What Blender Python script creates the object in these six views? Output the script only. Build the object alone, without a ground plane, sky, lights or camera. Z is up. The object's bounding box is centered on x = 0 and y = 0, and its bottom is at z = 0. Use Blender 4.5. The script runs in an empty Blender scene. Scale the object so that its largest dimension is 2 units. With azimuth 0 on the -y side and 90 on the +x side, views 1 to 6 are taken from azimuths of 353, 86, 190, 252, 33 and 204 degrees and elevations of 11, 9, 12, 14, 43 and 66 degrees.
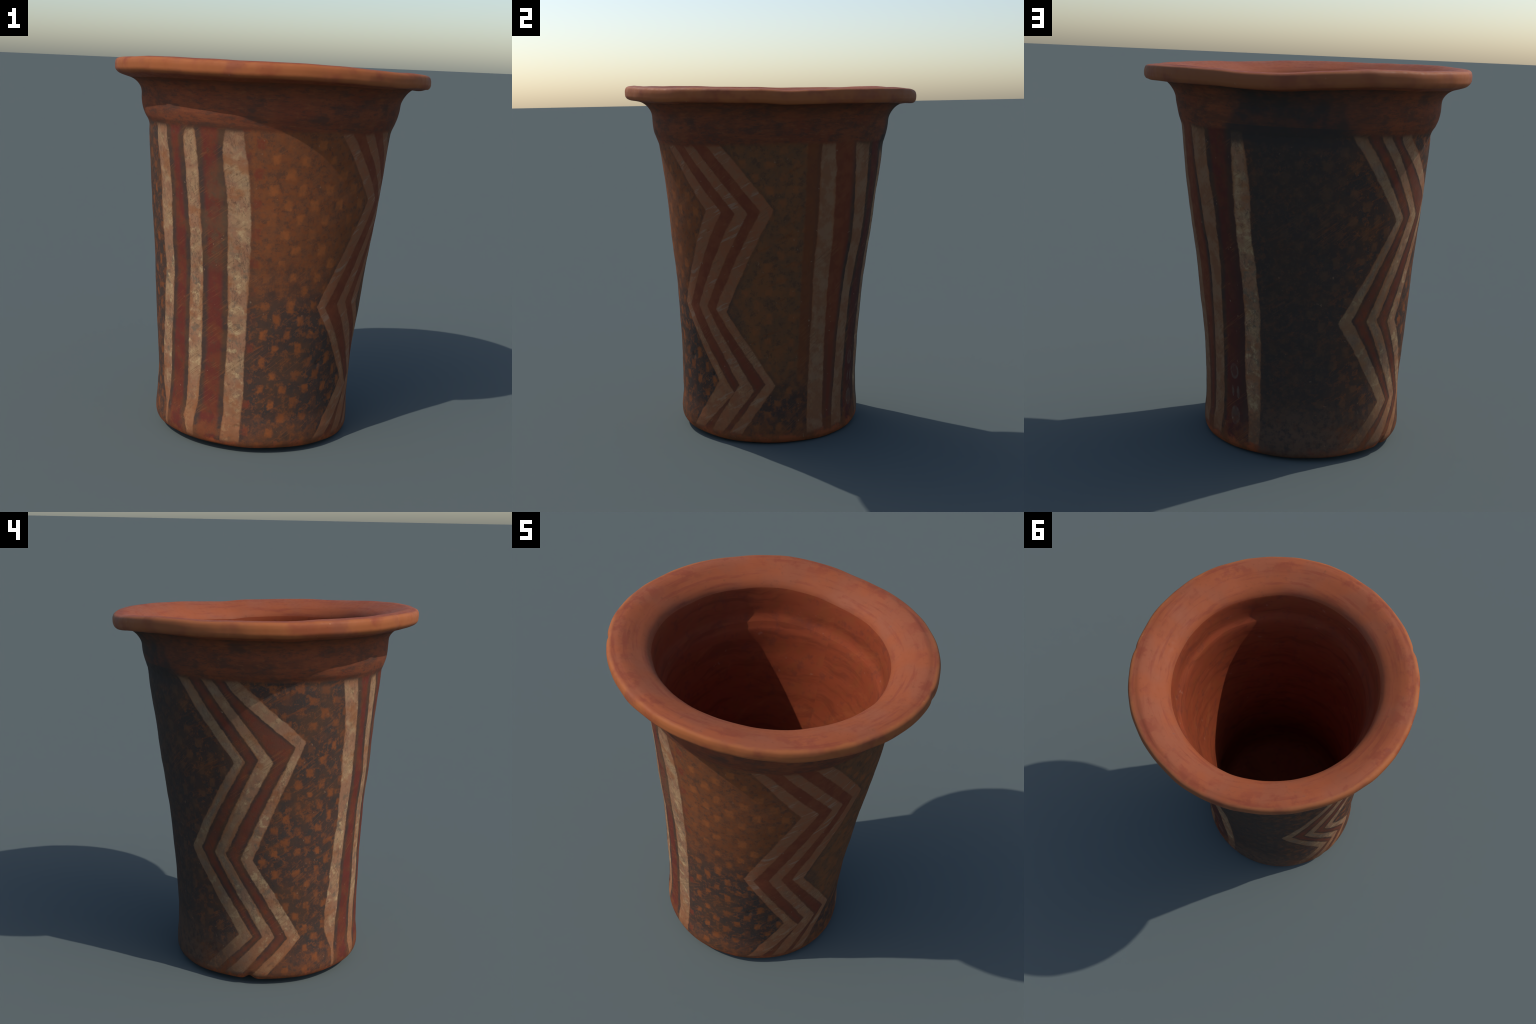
"""Hand-built, slightly leaning clay beaker with a flaring lip, painted with
upright stripes, zigzag bands and fields of small checks."""
import math
import bpy
import numpy as np

TAU = math.tau

# ---------------------------------------------------------------------------
#  FORM: the wall is a stack of rings (height, radius, centre x, centre y, oval)
# ---------------------------------------------------------------------------
WALL = np.array([
    # z     radius  cx      cy      oval_cos oval_sin
    (0.06, .5301, -.0454, -.0360, -.0054, .0019),
    (0.10, .5300, -.0458, -.0370, -.0046, .0040),
    (0.15, .5266, -.0459, -.0369, -.0054, .0050),
    (0.20, .5241, -.0444, -.0351, -.0059, .0056),
    (0.27, .5240, -.0420, -.0352, -.0059, .0047),
    (0.35, .5267, -.0404, -.0329, -.0056, .0047),
    (0.45, .5319, -.0410, -.0297, -.0072, .0043),
    (0.55, .5385, -.0398, -.0272, -.0091, .0058),
    (0.65, .5462, -.0362, -.0234, -.0103, .0082),
    (0.75, .5531, -.0330, -.0211, -.0114, .0068),
    (0.85, .5611, -.0300, -.0185, -.0108, .0059),
    (0.95, .5708, -.0262, -.0149, -.0091, .0058),
    (1.05, .5824, -.0226, -.0135, -.0090, .0029),
    (1.15, .5950, -.0183, -.0098, -.0086, .0016),
    (1.25, .6062, -.0146, -.0070, -.0088, .0026),
    (1.35, .6167, -.0121, -.0043, -.0084, .0018),
    (1.45, .6271, -.0096, -.0017, -.0066, .0005),
    (1.55, .6376, -.0086, .0001, -.0038, .0009),
    (1.62, .6445, -.0066, -.0002, -.0023, .0012),
    (1.65, .6478, -.0052, .0007, -.0009, .0026),
    (1.67, .6536, -.0055, .0029, -.0010, .0041),
    (1.70, .6663, -.0079, .0029, -.0028, .0061),
    (1.74, .6785, -.0090, .0012, -.0034, .0085),
    (1.78, .6848, -.0080, .0016, -.0046, .0100),
    (1.82, .6875, -.0060, .0016, -.0050, .0090),
])
# how high the middle of the lip rides, by azimuth (0 = front, 90 = right)
LIP_AZ = np.array([2, 13, 25, 38, 55, 70, 82, 93, 106, 117, 125, 136, 147, 157, 165, 177, 185, 193, 200, 211, 222, 231, 245, 255, 264, 274, 287, 303, 319, 333, 349], float)
LIP_Z = np.array([1.957, 1.955, 1.947, 1.938, 1.932, 1.927, 1.921, 1.910, 1.909, 1.910, 1.913, 1.912, 1.912, 1.911, 1.907, 1.908,
                  1.914, 1.923, 1.930, 1.939, 1.941, 1.942, 1.943, 1.944, 1.947, 1.954, 1.959, 1.963, 1.964, 1.961, 1.960])
# lip section: (share of the way from neck to lip edge, height above the lip's middle)
LIP_UNDER = [(.03, -.112), (.113, -.088), (.24, -.066), (.41, -.050), (.625, -.043), (.825, -.040), (.925, -.034),
             (.985, -.021), (1.0, -.004), (.997, .012), (.965, .026), (.89, .034), (.757, .037)]
# upper face of the lip and throat: (radius, height above the lip's middle)
LIP_OVER = [(.770, .038), (.730, .029), (.690, .014), (.652, -.003), (.625, -.024), (.608, -.052),
            (.600, -.100), (.595, -.150), (.591, -.190), (.584, -.217), (.566, -.246)]
WALL_THICK = .098
FLOOR_Z = .108
# hand-pressed places where the wall swells or sinks: azimuth, height, widths, amount
PRESSED = [(214, 1.72, 30, .14, -.014), (243, 1.50, 14, .20, -.005), (217, .30, 18, .13, .013), (243, .22, 12, .18, .007),
           (140, 1.35, 22, .35, .009), (38, .20, 34, .28, -.007), (53, 1.20, 17, .40, .005)]

NT = 720
th = np.arange(NT) * TAU / NT                    # azimuth, 0 on -y, 90 deg on +x
deg = np.degrees(th)


def hermite(x, xp, fp):
    """Monotone-ish cubic through control points."""
    x, xp, fp = np.asarray(x, float), np.asarray(xp, float), np.asarray(fp, float)
    d = np.diff(fp) / np.diff(xp)
    m = np.empty_like(fp)
    m[0], m[-1] = d[0], d[-1]
    same = d[:-1] * d[1:] > 0
    m[1:-1] = np.where(same, 2 * d[:-1] * d[1:] / np.where(same, d[:-1] + d[1:], 1), 0)
    i = np.clip(np.searchsorted(xp, x) - 1, 0, len(xp) - 2)
    h = xp[i + 1] - xp[i]
    t = np.clip((x - xp[i]) / h, 0, 1)
    return ((2 * t**3 - 3 * t**2 + 1) * fp[i] + (t**3 - 2 * t**2 + t) * h * m[i]
            + (-2 * t**3 + 3 * t**2) * fp[i + 1] + (t**3 - t**2) * h * m[i + 1])


def around(az, values):
    """Smooth closed curve through control points by azimuth."""
    k = np.argsort(az)
    a, v = az[k], values[k]
    a3 = np.concatenate([a - 360, a, a + 360])
    v3 = np.concatenate([v, v, v])
    fine = hermite(np.arange(-180, 540, 1.0), a3, v3)
    kern = np.exp(-np.linspace(-2, 2, 13)**2)
    fine = np.convolve(fine, kern / kern.sum(), mode="same")
    return np.interp(deg, np.arange(-180, 540, 1.0), fine)


def wall_radius(z):
    """Radius from the world axis for heights z (rows) at every azimuth."""
    z = np.broadcast_to(np.asarray(z, float), np.broadcast_shapes(np.shape(z), (1, NT)))
    c = [hermite(z, WALL[:, 0], WALL[:, k]) for k in range(1, 6)]
    out = c[0] + c[1] * np.sin(th) - c[2] * np.cos(th) + c[3] * np.cos(2 * th) + c[4] * np.sin(2 * th)
    for az, za, wa, wz, amount in PRESSED:
        out = out + amount * bump_at(az, za, wa, wz, deg[None, :], z)
    return out


def bump_at(az, z, waz, wz, azs, zs):
    da = (azs - az + 180) % 360 - 180
    return np.exp(-(da / waz)**2 - ((zs - z) / wz)**2)


lip_mid = around(LIP_AZ, LIP_Z) - .001 + .0010 * np.sin(7 * th + 1) + .0007 * np.sin(13 * th + 2.2) + .0005 * np.sin(23 * th)
lip_edge = .835 - .0055 * np.cos(2 * th) + .0010 * np.sin(9 * th + .5) + .0005 * np.sin(17 * th + 2) + .0006 * np.sin(31 * th)
lip_edge = lip_edge - .008 * bump_at(306, 0, 1.8, 1, deg, 0) - .004 * bump_at(101, 0, 1.6, 1, deg, 0)
foot_lift = .014 + .017 * np.cos(th - math.radians(300)) + .0015 * np.sin(5 * th) + .001 * np.sin(11 * th + 1)
foot_lift = foot_lift + .020 * bump_at(247, 0, 2.6, 1, deg, 0)


def smooth_polyline(pts, n):
    """Resample a section given as (n_ctrl arrays) with a Catmull-Rom curve."""
    P = np.array(pts)                                     # ctrl x 2 x NT
    k = len(P)
    s = np.linspace(0, k - 1, n)
    i = np.clip(s.astype(int), 0, k - 2)
    t = (s - i)[:, None, None]
    p0, p1, p2, p3 = P[np.maximum(i - 1, 0)], P[i], P[i + 1], P[np.minimum(i + 2, k - 1)]
    return .5 * (2 * p1 + (p2 - p0) * t + (2 * p0 - 5 * p1 + 4 * p2 - p3) * t**2 + (3 * p1 - p0 - 3 * p2 + p3) * t**3)


one = np.ones(NT)
foot_r = wall_radius(np.full((1, 1), .09))[0]
sections = []                                             # list of (name, rows x 2 x NT) from bottom centre up and in

# underside of the base
mean_lift = .014
under = [np.stack([foot_r * f, np.maximum((foot_lift * w + mean_lift * (1 - w)) - .002 + dz, 0)]) for f, w, dz in
         [(.015, 0, .002), (.2, .1, .001), (.45, .4, 0.), (.68, .75, -.001), (.80, .95, -.002), (.875, 1, 0.)]]
sections.append(("base", smooth_polyline(under, 40)))
# foot corner and painted wall up to the shoulder
corner = [np.stack([foot_r + dr, np.maximum(foot_lift + dz, 0)]) for dr, dz in
          [(-.066, -.002), (-.037, .000), (-.017, .008), (-.006, .024), (-.001, .043)]]
corner.append(np.stack([foot_r, np.maximum(.085, foot_lift + .055)]))
sections.append(("wall", np.concatenate([sections[-1][1][-1:], smooth_polyline(corner, 22)])))
z_wall = np.linspace(.10, 1.70, 236)[:, None] * np.ones((1, NT))
wall = np.stack([wall_radius(z_wall), z_wall], 1)
sections[-1] = ("wall", np.concatenate([sections[-1][1], wall]))
# neck, from the shoulder to below the lip
z_top = lip_mid - .135
z_neck = 1.70 + np.linspace(0, 1, 24)[:, None] * (z_top - 1.70)
neck = np.stack([wall_radius(z_neck), z_neck], 1)
r_neck = wall_radius(z_neck)[-1]
lift = .010 * bump_at(132, 0, 27, 1, deg, 0)
sag = -.013 * np.cos(th - math.radians(295))
lip = [np.stack([r_neck + (lip_edge - r_neck) * f, lip_mid + dz + sag * (math.sin(math.pi * min(f / .9, 1)) if dz < -.03 else 0) + (lift * .7 if dz > .02 else 0) + (.003 if dz < -.015 else 0) * np.clip(np.cos(th - math.radians(100)), 0, 1)]) for f, dz in [(0, -.135)] + LIP_UNDER]
over = [np.stack([r * one + .015 * np.cos(th - math.radians(252)) * min(1, max(0, (.76 - r) / .10)), lip_mid + dz + lift * min(1, max(0, (r - .64) / .06))]) for r, dz in LIP_OVER]
whole_lip = smooth_polyline(lip + over, 12 * (len(lip) + len(over) - 1) + 1)
cut_neck = 12 * 4                                         # the neck ends where the underside turns flat
cut_rim = 12 * (len(lip) + 5)                             # the rim ends in the throat
sections.append(("neck", np.concatenate([neck, whole_lip[1:cut_neck + 1]])))
sections.append(("rim", whole_lip[cut_neck:cut_rim + 1]))
# inside: throat, inner ledge, wall and floor
z_in0 = lip_mid - .27
rows = np.linspace(0, 1, 150)[:, None]
z_in = z_in0 + rows * (.30 - z_in0)
r_in = wall_radius(z_in - .01) - WALL_THICK - .022 * np.exp(-((z_in - .80) / .36)**2)
r_in = r_in + .020 * np.exp(-((z_in - .30) / .17)**2) - .012 * bump_at(118, .85, 36, .45, deg[None, :], z_in)
first = whole_lip[-1][0]
r_in = r_in + (first - .006 - r_in[0]) * np.exp(-rows / .06)
r_low = r_in[-1]
floor = [np.stack([r_low, .30 * one])] + [np.stack([r_low * f + .0 * one, (FLOOR_Z + dz) + .012 * f * np.cos(th - math.radians(280))]) for f, dz in
         [(.985, .130), (.950, .070), (.88, .030), (.75, .009), (.5, .001), (.25, 0), (.012, 0)]]
inner = np.concatenate([whole_lip[cut_rim:], np.stack([r_in, z_in], 1), smooth_polyline(floor, 70)[1:]])
sections.append(("interior", inner))

# one closed skin: rows shared at the seams between neighbouring parts
rows_all, spans, count = [], {}, 0
for name, sec in sections:
    if rows_all:
        spans[name] = (count - 1, count - 1 + len(sec) - 1)
        rows_all.append(sec[1:])
        count += len(sec) - 1
    else:
        spans[name] = (0, len(sec) - 1)
        rows_all.append(sec)
        count += len(sec)
skin = np.concatenate(rows_all)
Rr, Zz = skin[:, 0], skin[:, 1]

# hand-made unevenness: long swells, throwing ridges, dents and pits
X, Y = Rr * np.sin(th), -Rr * np.cos(th)


def swell(seed, freq, n=14):
    g = np.random.default_rng(seed)
    out = np.zeros_like(X)
    for _ in range(n):
        d = g.normal(size=3)
        d *= freq * g.uniform(.6, 1.5) / np.linalg.norm(d)
        out += np.sin(d[0] * X + d[1] * Y + d[2] * Zz + g.uniform(0, TAU))
    return out / math.sqrt(n)


row_of = np.arange(len(skin))[:, None]
inside = row_of > spans["rim"][1]
foot_fade = np.clip((Zz - .02) / .08, 0, 1)
rel = .0013 * swell(3, 9) + .0007 * swell(5, 24) + .0004 * swell(8, 60)
rel += inside * .0009 * np.sin(Zz * 31 + 2 * np.sin(th + 1)) * np.sin(Zz * 7 + th)
DENTS = [  # azimuth, height, width in degrees, height of the dent, depth
    (44, .385, .9, .010, .010), (50.5, 1.21, .5, .006, .006), (258, 1.63, 1.6, .030, .004), (263, 1.62, .8, .022, .004),
    (342, .145, 1.8, .008, .006), (26, .47, 1.8, .015, .004), (292, 1.0, 1.2, .012, .003), (12, .70, 1.2, .02, -.002),
]
for az, z, wa, wz, dep in DENTS:
    rel -= (~inside) * dep * bump_at(az, z, wa, wz, deg[None, :], Zz)
X = X + rel * foot_fade * np.sin(th)
Y = Y - rel * foot_fade * np.cos(th)
Zz = Zz + .0010 * swell(11, 14) * np.clip((Zz - 1.8) / .1, 0, 1)
Zz = np.maximum(Zz - .0005, 0)

V = np.stack([X, Y, Zz], -1).reshape(-1, 3)
nrow = len(skin)
r_i, c_i = np.meshgrid(np.arange(nrow - 1), np.arange(NT), indexing="ij")
c_n = (c_i + 1) % NT
quads = np.stack([r_i * NT + c_i, r_i * NT + c_n, (r_i + 1) * NT + c_n, (r_i + 1) * NT + c_i], -1)   # rows-1 x NT x 4


def make_mesh(name, verts, faces):
    me = bpy.data.meshes.new(name)
    me.from_pydata(verts.tolist(), [], faces)
    me.update()
    me.polygons.foreach_set("use_smooth", np.ones(len(me.polygons), bool))
    return me


cap_low = [list(range(NT))[::-1]]
cap_top = [list(range((nrow - 1) * NT, nrow * NT))]
full = make_mesh("whole_skin", V, quads.reshape(-1, 4).tolist() + cap_low + cap_top)
NORM = np.empty(len(V) * 3, np.float32)
full.vertex_normals.foreach_get("vector", NORM)
NORM = NORM.reshape(-1, 3)
bpy.data.meshes.remove(full)

# ---------------------------------------------------------------------------
#  PAINT: small helper language for shader nodes
# ---------------------------------------------------------------------------


class Sock:
    """A shader value; arithmetic builds Math nodes."""
    tree = None

    def __init__(self, s):
        self.s = s

    def _m(self, op, *others, clamp=False):
        n = Sock.tree.nodes.new("ShaderNodeMath")
        n.operation, n.use_clamp = op, clamp
        for k, o in enumerate((self,) + others):
            put(n.inputs[k], o)
        return Sock(n.outputs[0])

    def __add__(self, o): return self._m("ADD", o)
    __radd__ = __add__
    def __sub__(self, o): return self._m("SUBTRACT", o)
    def __rsub__(self, o): return val(o)._m("SUBTRACT", self)
    def __mul__(self, o): return self._m("MULTIPLY", o)
    __rmul__ = __mul__
    def __truediv__(self, o): return self._m("DIVIDE", o)
    def min(self, o): return self._m("MINIMUM", o)
    def max(self, o): return self._m("MAXIMUM", o)
    def abs(self): return self._m("ABSOLUTE")
    def floor(self): return self._m("FLOOR")
    def frac(self): return self._m("FRACT")
    def mod(self, o): return self._m("FLOORED_MODULO", o)
    def clamp(self): return self._m("ADD", 0.0, clamp=True)


def put(inp, v):
    if isinstance(v, Sock):
        Sock.tree.links.new(v.s, inp)
    elif isinstance(v, (tuple, list)):
        inp.default_value = (*v, 1.0) if len(inp.default_value) == 4 else tuple(v)
    else:
        inp.default_value = v


def val(v):
    n = Sock.tree.nodes.new("ShaderNodeValue")
    n.outputs[0].default_value = v
    return Sock(n.outputs[0])


def step(x, lo, hi, a=0.0, b=1.0):
    """Smooth ramp of x between lo and hi."""
    n = Sock.tree.nodes.new("ShaderNodeMapRange")
    n.interpolation_type = "SMOOTHSTEP"
    for k, v in zip(range(5), (x, lo, hi, a, b)):
        put(n.inputs[k], v)
    return Sock(n.outputs[0])


def mix(a, b, f):
    n = Sock.tree.nodes.new("ShaderNodeMix")
    n.data_type, n.clamp_factor = "RGBA", True
    put(n.inputs["Factor"], f)
    put(n.inputs[6], a)
    put(n.inputs[7], b)
    return Sock(n.outputs[2])


def vec(x, y, z):
    n = Sock.tree.nodes.new("ShaderNodeCombineXYZ")
    for k, v in enumerate((x, y, z)):
        put(n.inputs[k], v)
    return Sock(n.outputs[0])


def noise(v, scale, detail=3.0, rough=.55, distort=0.0):
    n = Sock.tree.nodes.new("ShaderNodeTexNoise")
    put(n.inputs["Vector"], v)
    for k, x in (("Scale", scale), ("Detail", detail), ("Roughness", rough), ("Distortion", distort)):
        n.inputs[k].default_value = x
    return Sock(n.outputs["Fac"])


def white(v):
    n = Sock.tree.nodes.new("ShaderNodeTexWhiteNoise")
    n.noise_dimensions = "3D"
    put(n.inputs["Vector"], v)
    return Sock(n.outputs["Value"])


def along(z01, pts, lo, hi):
    """Piecewise straight line: height -> azimuth, through (height, azimuth) points."""
    n = Sock.tree.nodes.new("ShaderNodeFloatCurve")
    c = n.mapping.curves[0]
    pts = sorted(pts)
    top = 1.8
    xs = [p[0] / top for p in pts]
    ys = [(p[1] - lo) / (hi - lo) for p in pts]
    while len(c.points) < len(pts):
        c.points.new(.5, .5)
    for p, x, y in zip(c.points, xs, ys):
        p.location, p.handle_type = (x, y), "VECTOR"
    n.mapping.extend = "HORIZONTAL"
    n.mapping.update()
    put(n.inputs["Value"], z01)
    return Sock(n.outputs[0]) * (hi - lo) + lo


def start(name):
    m = bpy.data.materials.new(name)
    m.use_nodes = True
    Sock.tree = m.node_tree
    bsdf = m.node_tree.nodes["Principled BSDF"]
    tc = m.node_tree.nodes.new("ShaderNodeTexCoord")
    sep = m.node_tree.nodes.new("ShaderNodeSeparateXYZ")
    m.node_tree.links.new(tc.outputs["Object"], sep.inputs[0])
    P = Sock(tc.outputs["Object"])
    x, y, z = (Sock(sep.outputs[k]) for k in range(3))
    px = x - (z * .0255 - .047)
    py = y - (z * .0245 - .039)
    az = px._m("ARCTAN2", py * -1.0) * (180 / math.pi)        # -180..180, 0 = front, 90 = right
    return m, bsdf, P, x, y, z, az


def finish(bsdf, colour, rough, height, strength, dist=.004, spec=.08):
    put(bsdf.inputs["Base Color"], colour)
    put(bsdf.inputs["Roughness"], rough)
    bsdf.inputs["Specular IOR Level"].default_value = spec
    b = Sock.tree.nodes.new("ShaderNodeBump")
    b.inputs["Strength"].default_value = strength
    b.inputs["Distance"].default_value = dist
    put(b.inputs["Height"], height)
    Sock.tree.links.new(b.outputs[0], bsdf.inputs["Normal"])


# colours of slip and clay
CREAM, PINKISH, ASH, WORN = (.345, .205, .108), (.28, .138, .078), (.165, .115, .076), (.26, .095, .038)
RED, RED_WARM = (.125, .029, .021), (.15, .043, .021)
DARK, DARK_BROWN, COAL = (.062, .038, .030), (.090, .046, .027), (.047, .038, .033)
ORANGE, RUST, BROWN = (.27, .082, .026), (.17, .055, .022), (.105, .052, .026)
CLAY, CLAY_PALE, CLAY_DARK, CLAY_RED = (.29, .074, .028), (.27, .077, .035), (.18, .054, .025), (.225, .050, .024)


def band_white(P, az, z):
    """Patchy cream slip: pinkish, ashen and rubbed-through places."""
    n1, n2, n3 = noise(P, 7, 3), noise(P, 16, 4, .6), noise(P, 45, 3)
    c = mix(PINKISH, CREAM, step(n1 * .6 + n2 * .4, .45, .60))
    mid = step((z - .75).abs() + (n1 - .5) * .6, .15, .45, 1, .35)
    c = mix(c, ASH, step(noise(P, 21, 5, .68), .50, .64) * mid)
    c = mix(c, (.46, .31, .16), step(noise(P, 19, 4, .65), .53, .66) * step(z, 1.0, 1.35, .85, .35))
    c = mix(c, (.085, .055, .038), step((noise(vec(az * .2, z * 7.0 + az * .1, 2.0), 1.6, 5, .65) - .5).abs(), .004, .022, 1, 0) * step(noise(P, 6, 2), .42, .56) * .6)
    c = mix(c, WORN, step(z + (n2 - .5) * .5, .15, .42, .6, 0))
    c = mix(c, WORN, step(noise(vec(az * .06, z * 9.0, 0.0), 1.0, 4, .6), .52, .68) * .7)
    c = mix(c, (.13, .080, .050), step(noise(P, 26, 5, .7), .52, .70) * .55)
    return mix(c, DARK_BROWN, step(n3, .60, .76) * .5)


def part_of(P, k):
    n = Sock.tree.nodes.new("ShaderNodeSeparateXYZ")
    put(n.inputs[0], P)
    return Sock(n.outputs[k])


def x_of(P): return part_of(P, 0)
def y_of(P): return part_of(P, 1)


def soot(P, az, z):
    """Fire cloud on the back of the pot."""
    a = az.mod(360.0)
    left = step(a + (noise(P, 9, 3) - .5) * 6, 161, 168)
    above = step(z, 1.62, 1.70)
    left = left.max(step(a + (noise(P, 5, 3) - .5) * 20, 146, 166) * above)
    w = left * step(a + (noise(P, 3.5, 3) - .5) * 40, 194, 226, 1, 0)
    return w


def neck_colour(P, az, z):
    streak = noise(vec(az * .025, z * 14.0, 0.0), 1.6, 5, .6)
    blot = noise(P, 9, 4, .6)
    c = mix((.205, .060, .028), (.135, .048, .027), step(blot * .4 + streak * .6, .40, .62))
    c = mix(c, (.175, .046, .024), step(noise(P, 5, 3), .50, .66) * .6)
    fleck = noise(vec(x_of(P), y_of(P), z * 3.4), 21, 6, .72)
    c = mix(c, (.085, .044, .030), step(fleck, .50, .66) * .7)
    c = mix(c, (.215, .084, .036), step(fleck, .34, .46, 1, 0) * .5)
    c = mix(c, (.078, .043, .031), step(noise(vec(x_of(P), y_of(P), z * 2.2), 8, 5, .7), .50, .64) * .65)
    return mix(c, (.046, .038, .034), soot(P, az, z) * step(noise(P, 14, 4, .6), .35, .65, .95, .6))


STRIPES_FRONT = [   # (left edge, right edge) of each upright stripe: (height, azimuth)
    ([(.16, -66.5), (.27, -71.9), (.41, -72.3), (.56, -70.2), (.65, -69.5), (.78, -68.2), (.91, -66.3), (1.03, -66.6), (1.26, -67.1), (1.40, -66.8), (1.54, -68.3), (1.70, -70)],
     [(.16, -64.5), (.30, -62.8), (.44, -61.7), (.58, -61.3), (.67, -60.5), (.80, -59.3), (.92, -58.5), (1.05, -58.2), (1.27, -57.9), (1.41, -58.2), (1.55, -59.1), (1.70, -61)]),
    ([(.08, -46.5), (.15, -49.3), (.24, -47.7), (.34, -47.7), (.47, -47), (.70, -46.8), (.99, -45.8), (1.13, -45.4), (1.29, -46.9), (1.50, -47.7), (1.61, -48.8), (1.70, -46)],
     [(.08, -42), (.17, -41.3), (.26, -39.4), (.35, -39.1), (.49, -38.1), (.71, -38.3), (1.0, -38.2), (1.14, -38.4), (1.30, -39.6), (1.51, -40.4), (1.62, -41.4), (1.70, -43)]),
    ([(.05, -24.2), (.20, -23.4), (.38, -23.4), (.65, -22.8), (.93, -23.9), (1.25, -24.6), (1.36, -25.4), (1.47, -27.1), (1.58, -27.7), (1.70, -26)],
     [(.05, -13), (.21, -12.9), (.30, -12.3), (.52, -13.1), (.78, -12.8), (1.10, -12.7), (1.26, -13.5), (1.37, -14.3), (1.48, -15.3), (1.58, -17.4), (1.70, -19)]),
]
STRIPES_SIDE = [
    ([(.06, 108.6), (.25, 109.3), (.62, 109.7), (.97, 109.4), (1.14, 109.7), (1.30, 109.7), (1.43, 109.1), (1.70, 109.6)],
     [(.06, 120.1), (.36, 120.5), (.61, 119.8), (.96, 119.3), (1.13, 119.3), (1.42, 118.4), (1.55, 118.1), (1.70, 116)]),
    ([(.06, 127), (.20, 128.6), (.35, 129.8), (.59, 130.5), (.76, 131.6), (.94, 132.4), (1.11, 133.6), (1.28, 132.6), (1.50, 130.6), (1.70, 129)],
     [(.06, 136.6), (.23, 138), (.46, 139.2), (.75, 139.7), (.93, 141.5), (1.10, 142.6), (1.27, 142.8), (1.50, 141), (1.70, 140)]),
    ([(.05, 159), (.20, 158), (.28, 156.8), (.40, 156.3), (.53, 155.8), (.71, 156.8), (.98, 155.9), (1.27, 155.2), (1.54, 155.6), (1.70, 156)],
     [(.05, 165.6), (.42, 165.7), (.72, 166.4), (.88, 165.4), (1.0, 164.8), (1.15, 163.3), (1.44, 163.6), (1.54, 162.8), (1.70, 161)]),
]
ZIGZAG_RIGHT = [
    ([(.04, 30.5), (.35, 53.5), (.78, 26), (1.32, 51), (1.70, 23.5)], [(.04, 39), (.29, 63.5), (.77, 31.5), (1.315, 60), (1.70, 29)]),
    ([(.04, 46.5), (.34, 67), (.78, 40), (1.31, 67.4), (1.70, 36.3)], [(.04, 55), (.31, 76.2), (.78, 46.9), (1.31, 74), (1.70, 43)]),
    ([(.04, 59.5), (.35, 82.8), (.77, 53.1), (1.32, 80.3), (1.70, 51.5)], [(.04, 67.5), (.34, 88.9), (.76, 60.2), (1.33, 86.6), (1.70, 59)]),
]
ZIGZAG_LEFT = [
    ([(.04, 211.5), (.29, 235.9), (.74, 207.4), (1.245, 236.9), (1.70, 206.5)], [(.04, 219), (.28, 243.6), (.75, 214.6), (1.255, 242.2), (1.70, 213)]),
    ([(.04, 225.5), (.28, 249.2), (.74, 223.4), (1.27, 248.8), (1.70, 220.4)], [(.04, 235.5), (.28, 256.3), (.74, 230), (1.255, 256), (1.70, 226)]),
    ([(.04, 241), (.27, 263.9), (.72, 238), (1.336, 266.5), (1.445, 254.3), (1.542, 244.4), (1.625, 236.6), (1.70, 233)], [(.04, 249.5), (.27, 271.6), (.72, 244.8), (1.36, 271.4), (1.462, 261.7), (1.528, 254.6), (1.582, 249.7), (1.656, 241.8), (1.70, 239)]),
]


def group(stripes, az, z01, lo, hi, wob):
    """Distance in degrees to the nearest white stripe, and to the whole group."""
    edges = [(along(z01, l, lo, hi), along(z01, r, lo, hi)) for l, r in stripes]
    d = None
    for l, r in edges:
        e = (l - az).max(az - r)
        d = e if d is None else d.min(e)
    hull = (edges[0][0] - az).max(az - edges[-1][1])
    return d + wob, hull + wob


def checks(P, az, z, first, pitch, row, shift):
    """Staggered small squares, each a little different."""
    wx = (noise(P, 9, 2) - .5) * 3.2
    wz = (noise(P, 8.3, 2) - .5) * .045
    u = (az + wx - first) / pitch + .5
    i = u.floor()
    v = (z + wz - shift) / row + (i.mod(2.0) * .5)
    j = v.floor()
    r1 = white(vec(i, j, 3.0))
    r2 = white(vec(i, j, 9.0))
    fu = (u.frac() - .5).abs()
    fv = (v.frac() - .5).abs()
    edge = noise(P, 60, 3, .6)
    half_u = r1 * .14 + .22
    half_v = r2 * .06 + .130
    m = step(fu - half_u + (edge - .5) * .40, -.13, .13, 1, 0) * step(fv - half_v + (edge - .5) * .22, -.065, .065, 1, 0)
    m = m * step(white(vec(i, j, 21.0)), .08, .30, .25, 1) 
    return m, r1 * .55 + r2 * .45


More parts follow.
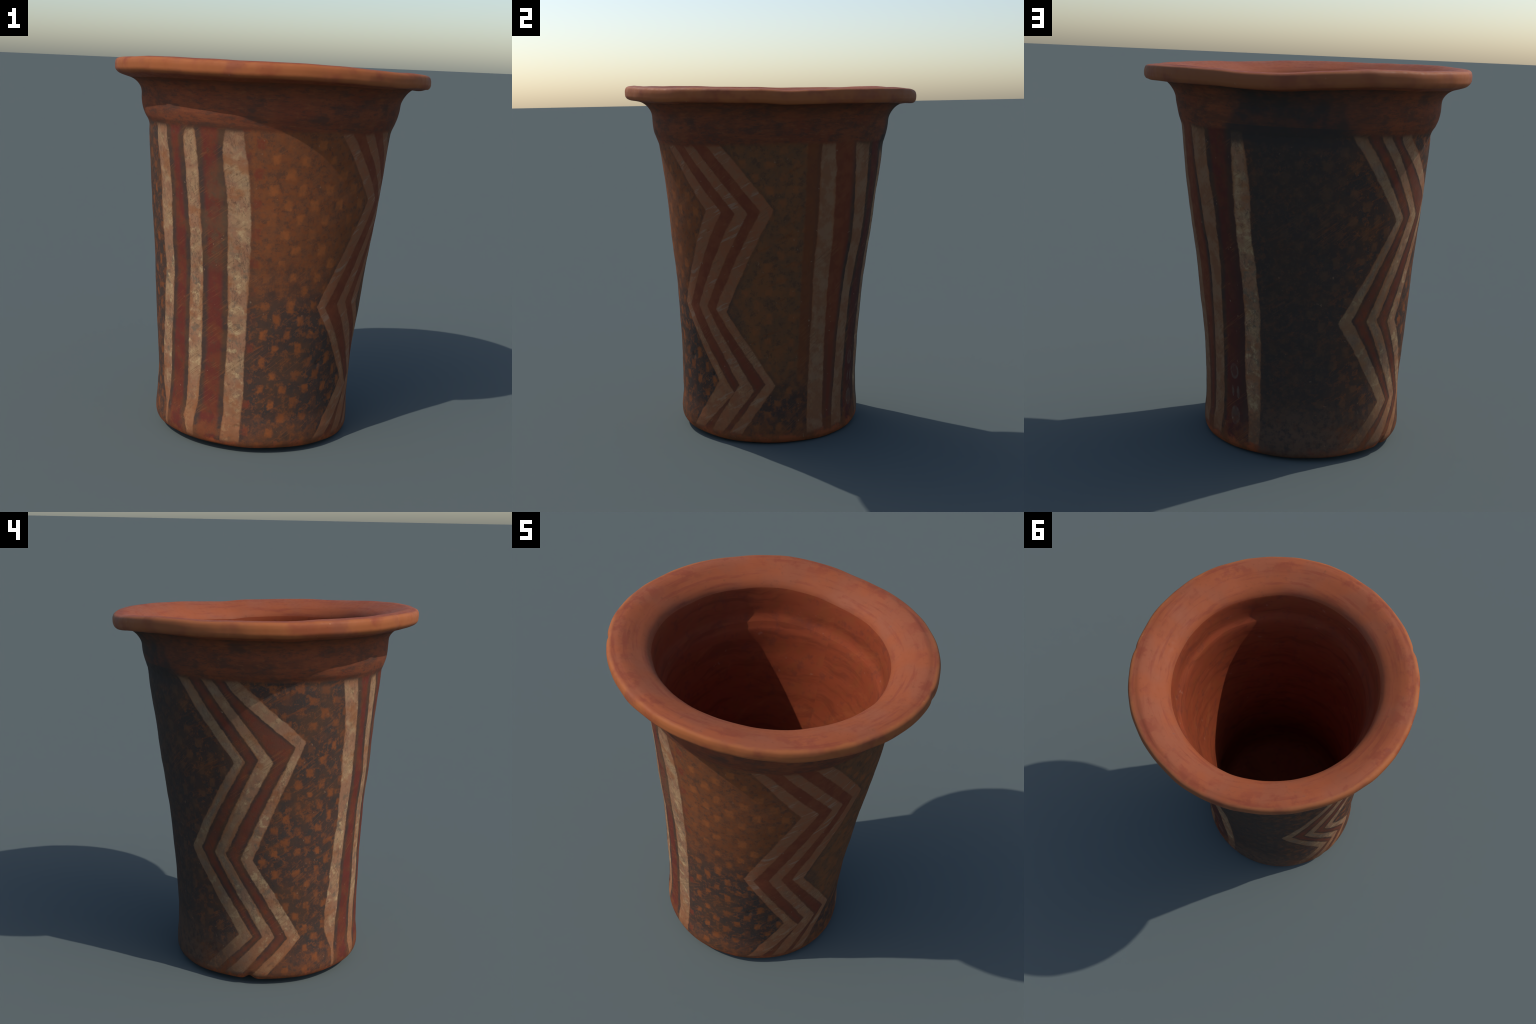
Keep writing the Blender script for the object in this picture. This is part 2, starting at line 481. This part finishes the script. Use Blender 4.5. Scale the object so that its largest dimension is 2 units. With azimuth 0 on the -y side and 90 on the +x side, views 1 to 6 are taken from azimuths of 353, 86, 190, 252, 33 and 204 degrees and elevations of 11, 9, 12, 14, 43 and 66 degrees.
def painted_wall():
    m, bsdf, P, x, y, z, az = start("painted_slip")
    a360 = az.mod(360.0)
    z01 = z / 1.8
    wob = (noise(P, 16, 3) - .5) * 1.7 + (noise(P, 55, 2) - .5) * .9
    mott, fine, grit = noise(P, 13, 5, .62), noise(P, 36, 4, .65), noise(P, 120, 3, .6)
    # oblique rubbing marks
    obl = noise(vec(az * .045 + z * 1.2, z * 26.0 - az * .13, 0.0), 1.0, 4, .62)

    # --- checked fields -----------------------------------------------------
    front, fr = checks(P, az, z, -10.2, 6.75, .149, .045)
    left, lr = checks(P, a360, z, 262.2, 6.1, .124, .02)
    back, br = checks(P, a360, z, 205.4, 6.4, .134, .052)
    right, rr = checks(P, az, z, 91.0, 6.5, .140, .03)
    is_front = step(az, 60, 62, 1, 0) * step(az, -60, -58)
    is_right = step(az, 66, 68) * step(az, 130, 132, 1, 0)
    is_back = step(a360, 150, 152) * step(a360, 240, 242, 1, 0)
    sq = front * is_front
    sq = sq.max(right * is_right * .8)
    back_see = step(a360 + z * 8.0, 196, 214, .10, .75)
    sq = sq.max(back * is_back * back_see)
    is_left = step(a360, 238, 240) * step(a360, 300, 302, 1, 0)
    sq = sq.max(left * is_left * .82)

    ground = mix(DARK, COAL, step(mott, .42, .62))
    ground = mix(ground, DARK_BROWN, step(noise(P, 6, 3), .48, .62) * .7)
    # the front field is rubbed to brown above, the right field brown all over but its foot
    worn_front = is_front * step(z + (mott - .5) * .5, .70, 1.05)
    worn_right = step(az, 50, 75) * step(az, 122, 128, 1, 0) * step(z + (mott - .5) * .3, .22, .42)
    ground = mix(ground, mix((.175, .064, .028), (.215, .066, .024), step(fine, .44, .6)), worn_front * .88)
    ground = mix(ground, mix((.150, .068, .033), (.195, .076, .031), step(noise(P, 10, 5, .65), .46, .60)), worn_right * .9)
    ground = mix(ground, RUST, step(obl, .57, .68) * .65)
    ground = mix(ground, RUST, step(fine, .60, .72) * .55)
    flecks = noise(P, 27, 7, .74)
    ground = mix(ground, (.21, .070, .026), step(flecks, .50, .62) * (worn_right * -.35 + .62))
    ground = mix(ground, (.080, .044, .029), step(flecks, .38, .50, 1, 0) * .62)
    # checks are rubbed and smeared
    sq_fade = step(mott, .34, .56, .45, .95) * step(fine, .32, .52, .45, 1)
    sq_col = mix(ORANGE, RUST, step(fr * .5 + lr * .5, .35, .75) * .6)
    sq_col = mix(sq_col, (.285, .092, .030), worn_front * .7)
    sq_col = mix(sq_col, (.15, .030, .022), step(az, -9.5, -5.5, 1, 0) * is_front * .8)
    sooty = soot(P, az, z)
    sq_col = mix(sq_col, (.085, .046, .025), sooty.max(is_back * .45))
    sq_col = mix(sq_col, (.235, .080, .031), is_right * .8)
    field = mix(ground, sq_col, sq * sq_fade)
    # reddish plain strip beside the side stripes
    strip = step(az + wob, 101.5, 103) * step(az, 109, 112, 1, 0)
    field = mix(field, mix(RUST, RED_WARM, mott), strip * step(z, .30, .5, .15, .75))

    # --- bands ----------------------------------------------------------------
    d1, h1 = group(STRIPES_FRONT, az, z01, -80, 0, wob)
    d2, h2 = group(STRIPES_SIDE, az, z01, 100, 175, wob)
    d3, h3 = group(ZIGZAG_RIGHT, az, z01, 15, 95, wob)
    d4, h4 = group(ZIGZAG_LEFT, a360, z01, 195, 280, wob)
    d = d1.min(d2).min(d3).min(d4)
    hull = h1.min(h2).min(h3).min(h4)
    in_group = step(hull, -.5, .5, 1, 0)
    dark_w = step(h1.min(h2), -1, 1, 3.1, 1.7) + (noise(P, 5, 2) - .5) * 1.6
    redness = step(d - dark_w, -1.4, 1.4)
    red = mix(RED, RED_WARM, step(mott, .42, .62) * .75)
    red = mix(red, DARK_BROWN, step(fine, .50, .68) * .6)
    left_group = step(a360, 200, 203) * step(a360, 275, 278, 1, 0)
    red = mix(red, (.085, .042, .030), left_group * step(noise(P, 17, 5, .72), .40, .60) * .75)
    red = mix(red, (.17, .055, .027), left_group * .35)
    red = mix(red, (.20, .050, .022), left_group * step(noise(P, 13, 4, .6), .57, .68) * .6)
    between = mix(mix(DARK, DARK_BROWN, step(mott, .4, .6)), red, redness)
    faint_edge = step(az, 10, 20) * step(az, 126, 132, 1, 0)
    between = mix(between, mix((.195, .056, .025), (.165, .044, .022), step(mott, .4, .6)), faint_edge * step(z, .35, .8, .45, .9))
    smoked = step(az + wob, 140, 146) * step(az, 166, 170, 1, 0) * step(az + wob, 146, 155, .55, 1)
    between = mix(between, mix((.060, .028, .024), (.075, .033, .024), mott), smoked * step(z + (mott - .5) * .3, .95, 1.5, .85, .45))
    # rust-brown soot over part of the front red band
    brownish = bump(az, z, -31, 1.22, 8, .30)
    between = mix(between, mix((.125, .058, .031), (.10, .060, .035), step(fine, .42, .58)), brownish * step(noise(P, 11, 3), .36, .54) * .75)
    colour = mix(field, between, in_group)
    colour = mix(colour, mix(DARK, DARK_BROWN, mott), step(hull, .0, .4) * step(hull, 1.2, 2.6, 1, 0) * .28)
    is_white = step(d, -.5, .5, 1, 0)
    # stripes begin below the shoulder and run out at the foot
    ends = step(z + (mott - .5) * .05, 1.650, 1.678, 1, 0) * step(z + (mott - .5) * .05, .045, .07)
    whites = band_white(P, az, z)
    # the right-hand zigzag is rubbed nearly down to the ground, most above
    faded = step(az, 10, 20) * step(az, 97, 104, 1, 0) * step(z + (noise(P, 9, 3) - .5) * .5, .45, .95, .62, .93)
    whites = mix(whites, mix(mix((.250, .082, .036), (.235, .094, .046), step(mott * .5 + fine * .5, .44, .56)), (.27, .155, .10), step(obl, .56, .64) * .75), faded)  # extra red tinted in to offset the bluish shade light here
    side = step(az, 100, 106) * step(az, 150, 154, 1, 0)
    whites = mix(whites, mix((.25, .125, .068), (.225, .092, .045), step(mott, .42, .58)), side * step(z, .1, .9, .68, .92))  # creams painted warmer and darker to match the shaded side
    dulled = step((a360 - 205).abs() + (mott - .5) * 25, 22, 52, .62, 0)
    whites = mix(whites, mix(mix((.175, .100, .054), (.135, .098, .068), step(noise(P, 6, 3), .45, .60)), (.20, .10, .045), step(noise(P, 13, 3), .56, .66) * .7), dulled)
    whites = mix(whites, WORN, step(d + (noise(P, 4.5, 3) - .5) * 9.0, -1.0, .8) * .55)
    whites = mix(whites, mix(WORN, (.12, .075, .05), mott), step(z + (mott - .5) * .1, 1.58, 1.67) * .5)
    colour = mix(colour, whites, is_white * ends * step(grit, .66, .8, 1, .55))

    # rings bleached into the dark side band
    for ra, rz, wa, wz, filled in ((148.2, .185, 3.6, .052, .55), (146.2, .315, 1.0, .032, 1), (150.3, .315, 1.1, .036, 1),
                                   (147.6, .425, 3.2, .044, .35)):
        q = ((az - ra) / wa)._m("POWER", 2.0) + ((z - rz) / wz)._m("POWER", 2.0)
        ring = step(q, .75, 1.1, 1, 0) * step(q, .25, .6, filled, 1)
        colour = mix(colour, (.155, .11, .08), ring * step(fine, .35, .6, .2, .65))

    # fire cloud over everything at the back
    colour = mix(colour, mix(COAL, (.066, .046, .036), step(noise(P, 48, 5, .7), .48, .64)), sooty * (is_white * ends * -.62 + .88) * step(mott, .25, .6, 1, .75))
    colour = mix(colour, (.105, .058, .036), back * is_back * sq_fade * (1.0 - in_group) * step(a360, 170, 212, .25, .6))
    # brown haze low on the back
    low_back = step((a360 - 195).abs(), 25, 50, 1, 0) * step(z + (mott - .5) * .3, .12, .42, 1, 0)
    colour = mix(colour, (.110, .064, .043), low_back * .85 * step(fine, .35, .6))

    # bare clay where foot and shoulder are rubbed
    rub = step(z + (fine - .5) * .10 + (mott - .5) * .10, .028, .075, 1, 0)
    colour = mix(colour, mix(CLAY, RUST, step(mott, .4, .65)), rub * (1.0 - sooty * .75))
    patch = step(z + (mott - .5) * .55 + (fine - .5) * .3, .12, .26, 1, 0) * (1.0 - sooty) * (1.0 - is_white * .55)
    colour = mix(colour, mix(RUST, (.22, .072, .027), fine), patch * step(mott, .40, .58) * .55)
    # soil-coloured film and pale nicks
    colour = mix(colour, (.24, .14, .085), step(noise(P, 42, 2, .5), .715, .77) * (.65 - sooty * .3))
    scratch = noise(vec(az * .016 + z * .5, z * 34.0 - az * .26, 5.0), 1.0, 3, .5)
    line = step((scratch - .5).abs(), .004, .022, 1, 0) * step(noise(P, 7, 3), .50, .62)
    colour = mix(colour, mix((.20, .074, .031), (.15, .070, .038), is_white), line * (.5 - sooty * .35))
    up = step(z + (noise(vec(az * .03, z * 10.0, 0.0), 2.0, 4) - .5) * .03, 1.660, 1.685)
    colour = mix(colour, neck_colour(P, az, z), up)
    smudge = step(a360, 150, 157) * step(a360 + (mott - .5) * 20, 198, 214, 1, 0) * step(z + (mott - .5) * .06, 1.575, 1.635)
    colour = mix(colour, (.046, .038, .034), smudge * .82)
    height = fine * .5 + grit * .35 + is_white * .35 + obl * .3
    finish(bsdf, colour, step(fine, .3, .7, .72, .88), height, .32)
    return m


def bump(az, z, a0, z0, wa, wz):
    q = ((az - a0) / wa)._m("POWER", 2.0) + ((z - z0) / wz)._m("POWER", 2.0)
    return step(q, .3, 1.3, 1, 0)


def neck_material():
    m, bsdf, P, x, y, z, az = start("dark_slip")
    c = neck_colour(P, az, z)
    streak = noise(vec(az * .02, z * 30.0, 0.0), 2.0, 4, .6)
    c = mix(c, CLAY_DARK, step(z + (noise(P, 8, 3) - .5) * .03 - (az + 30)._m("COSINE") * .0, 1.888, 1.905))
    finish(bsdf, c, .8, streak * .6 + noise(P, 60, 4, .6) * .4, .32)
    return m


def clay_colour(P, az, r):
    streak = noise(vec(az * .03, r * 22.0, 0.0), 1.5, 5, .6)
    blot, fine = noise(P, 5, 4, .55), noise(P, 40, 4, .6)
    c = mix(CLAY, CLAY_PALE, step(blot, .42, .62))
    c = mix(c, CLAY_RED, step(streak, .50, .66) * .7)
    c = mix(c, CLAY_DARK, step(fine, .58, .76) * .5)
    return c, streak, fine


def rim_material():
    m, bsdf, P, x, y, z, az = start("rubbed_clay")
    r = (x * x + y * y)._m("SQRT")
    c, streak, fine = clay_colour(P, az, r)
    outer = step(r + (fine - .5) * .02, .70, .80)
    c = mix(c, CLAY_RED, step(noise(P, 11, 4, .6), .50, .62) * step(r, .68, .76) * step(r, .80, .83, 1, 0) * .7)
    c = mix(c, (.17, .075, .06), step(noise(P, 26, 4, .6), .68, .78) * .5)
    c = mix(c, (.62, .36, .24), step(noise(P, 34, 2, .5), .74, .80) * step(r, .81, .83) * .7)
    c = mix(c, (.37, .115, .036), step(r + (fine - .5) * .02, .806, .824) * step(noise(P, 7, 3), .35, .55) * .75)
    a360 = az.mod(360.0)
    brown_back = step((a360 - 180).abs() + (fine - .5) * 30, 30, 75, 1, 0) * step(r, .80, .826)
    c = mix(c, (.20, .075, .036), brown_back * .45)
    under = step(r, .79, .826, 1, 0) * step(z, 1.90, 1.93, 1, 0)
    finish(bsdf, c, step(fine, .3, .7, .58, .75), streak * .5 + fine * .4, .25, spec=.16)
    return m


def inside_material():
    m, bsdf, P, x, y, z, az = start("scraped_clay")
    c, streak, fine = clay_colour(P, az, z)
    c = mix(c, (.215, .039, .015), .74)
    wipe = noise(vec(az * .05, z * 5.0 + az * .03, 0.0), 2.0, 4, .6)
    c = mix(c, (.22, .056, .019), step(wipe, .48, .65) * .55)
    long = noise(vec(az * .020, z * 15.0 + noise(P, 3, 2) * 3.0, 0.0), 1.0, 5, .65)
    c = mix(c, (.135, .029, .013), step(long, .48, .66) * .55)
    c = mix(c, (.27, .072, .026), step(noise(vec(az * .03, z * 8.0 + az * .04, 3.0), 1.0, 5, .7), .54, .70) * .5)
    c = mix(c, (.13, .034, .022), step(noise(P, 15, 5, .68), .52, .68) * .5)
    c = mix(c, (.30, .15, .10), step(noise(P, 18, 3), .68, .76) * .3)
    finish(bsdf, c, .8, wipe * .6 + fine * .4, .25)
    return m


def base_material():
    m, bsdf, P, x, y, z, az = start("bare_clay")
    c = mix(CLAY, RUST, step(noise(P, 12, 4, .6), .42, .6))
    finish(bsdf, c, .75, noise(P, 50, 4), .3)
    return m


MATERIALS = {"base": base_material(), "wall": painted_wall(), "neck": neck_material(),
             "rim": rim_material(), "interior": inside_material()}

# ---------------------------------------------------------------------------
#  OBJECTS
# ---------------------------------------------------------------------------
root = bpy.data.objects.new("painted_beaker", None)
root["label"] = "tall flaring clay beaker painted with cream stripes and zigzags"
root["category"] = "vase"
bpy.context.scene.collection.objects.link(root)
for name, (a, b) in spans.items():
    q = quads[a:b].reshape(-1, 4) - a * NT
    faces = q.tolist()
    if name == "base":
        faces.append(list(range(NT))[::-1])
    if name == "interior":
        faces.append(list(range((b - a) * NT, (b - a + 1) * NT)))
    sl = slice(a * NT, (b + 1) * NT)
    me = make_mesh(name, V[sl], faces)
    me.normals_split_custom_set_from_vertices(NORM[sl].tolist())
    me.materials.append(MATERIALS[name])
    ob = bpy.data.objects.new(name, me)
    ob.parent = root
    bpy.context.scene.collection.objects.link(ob)
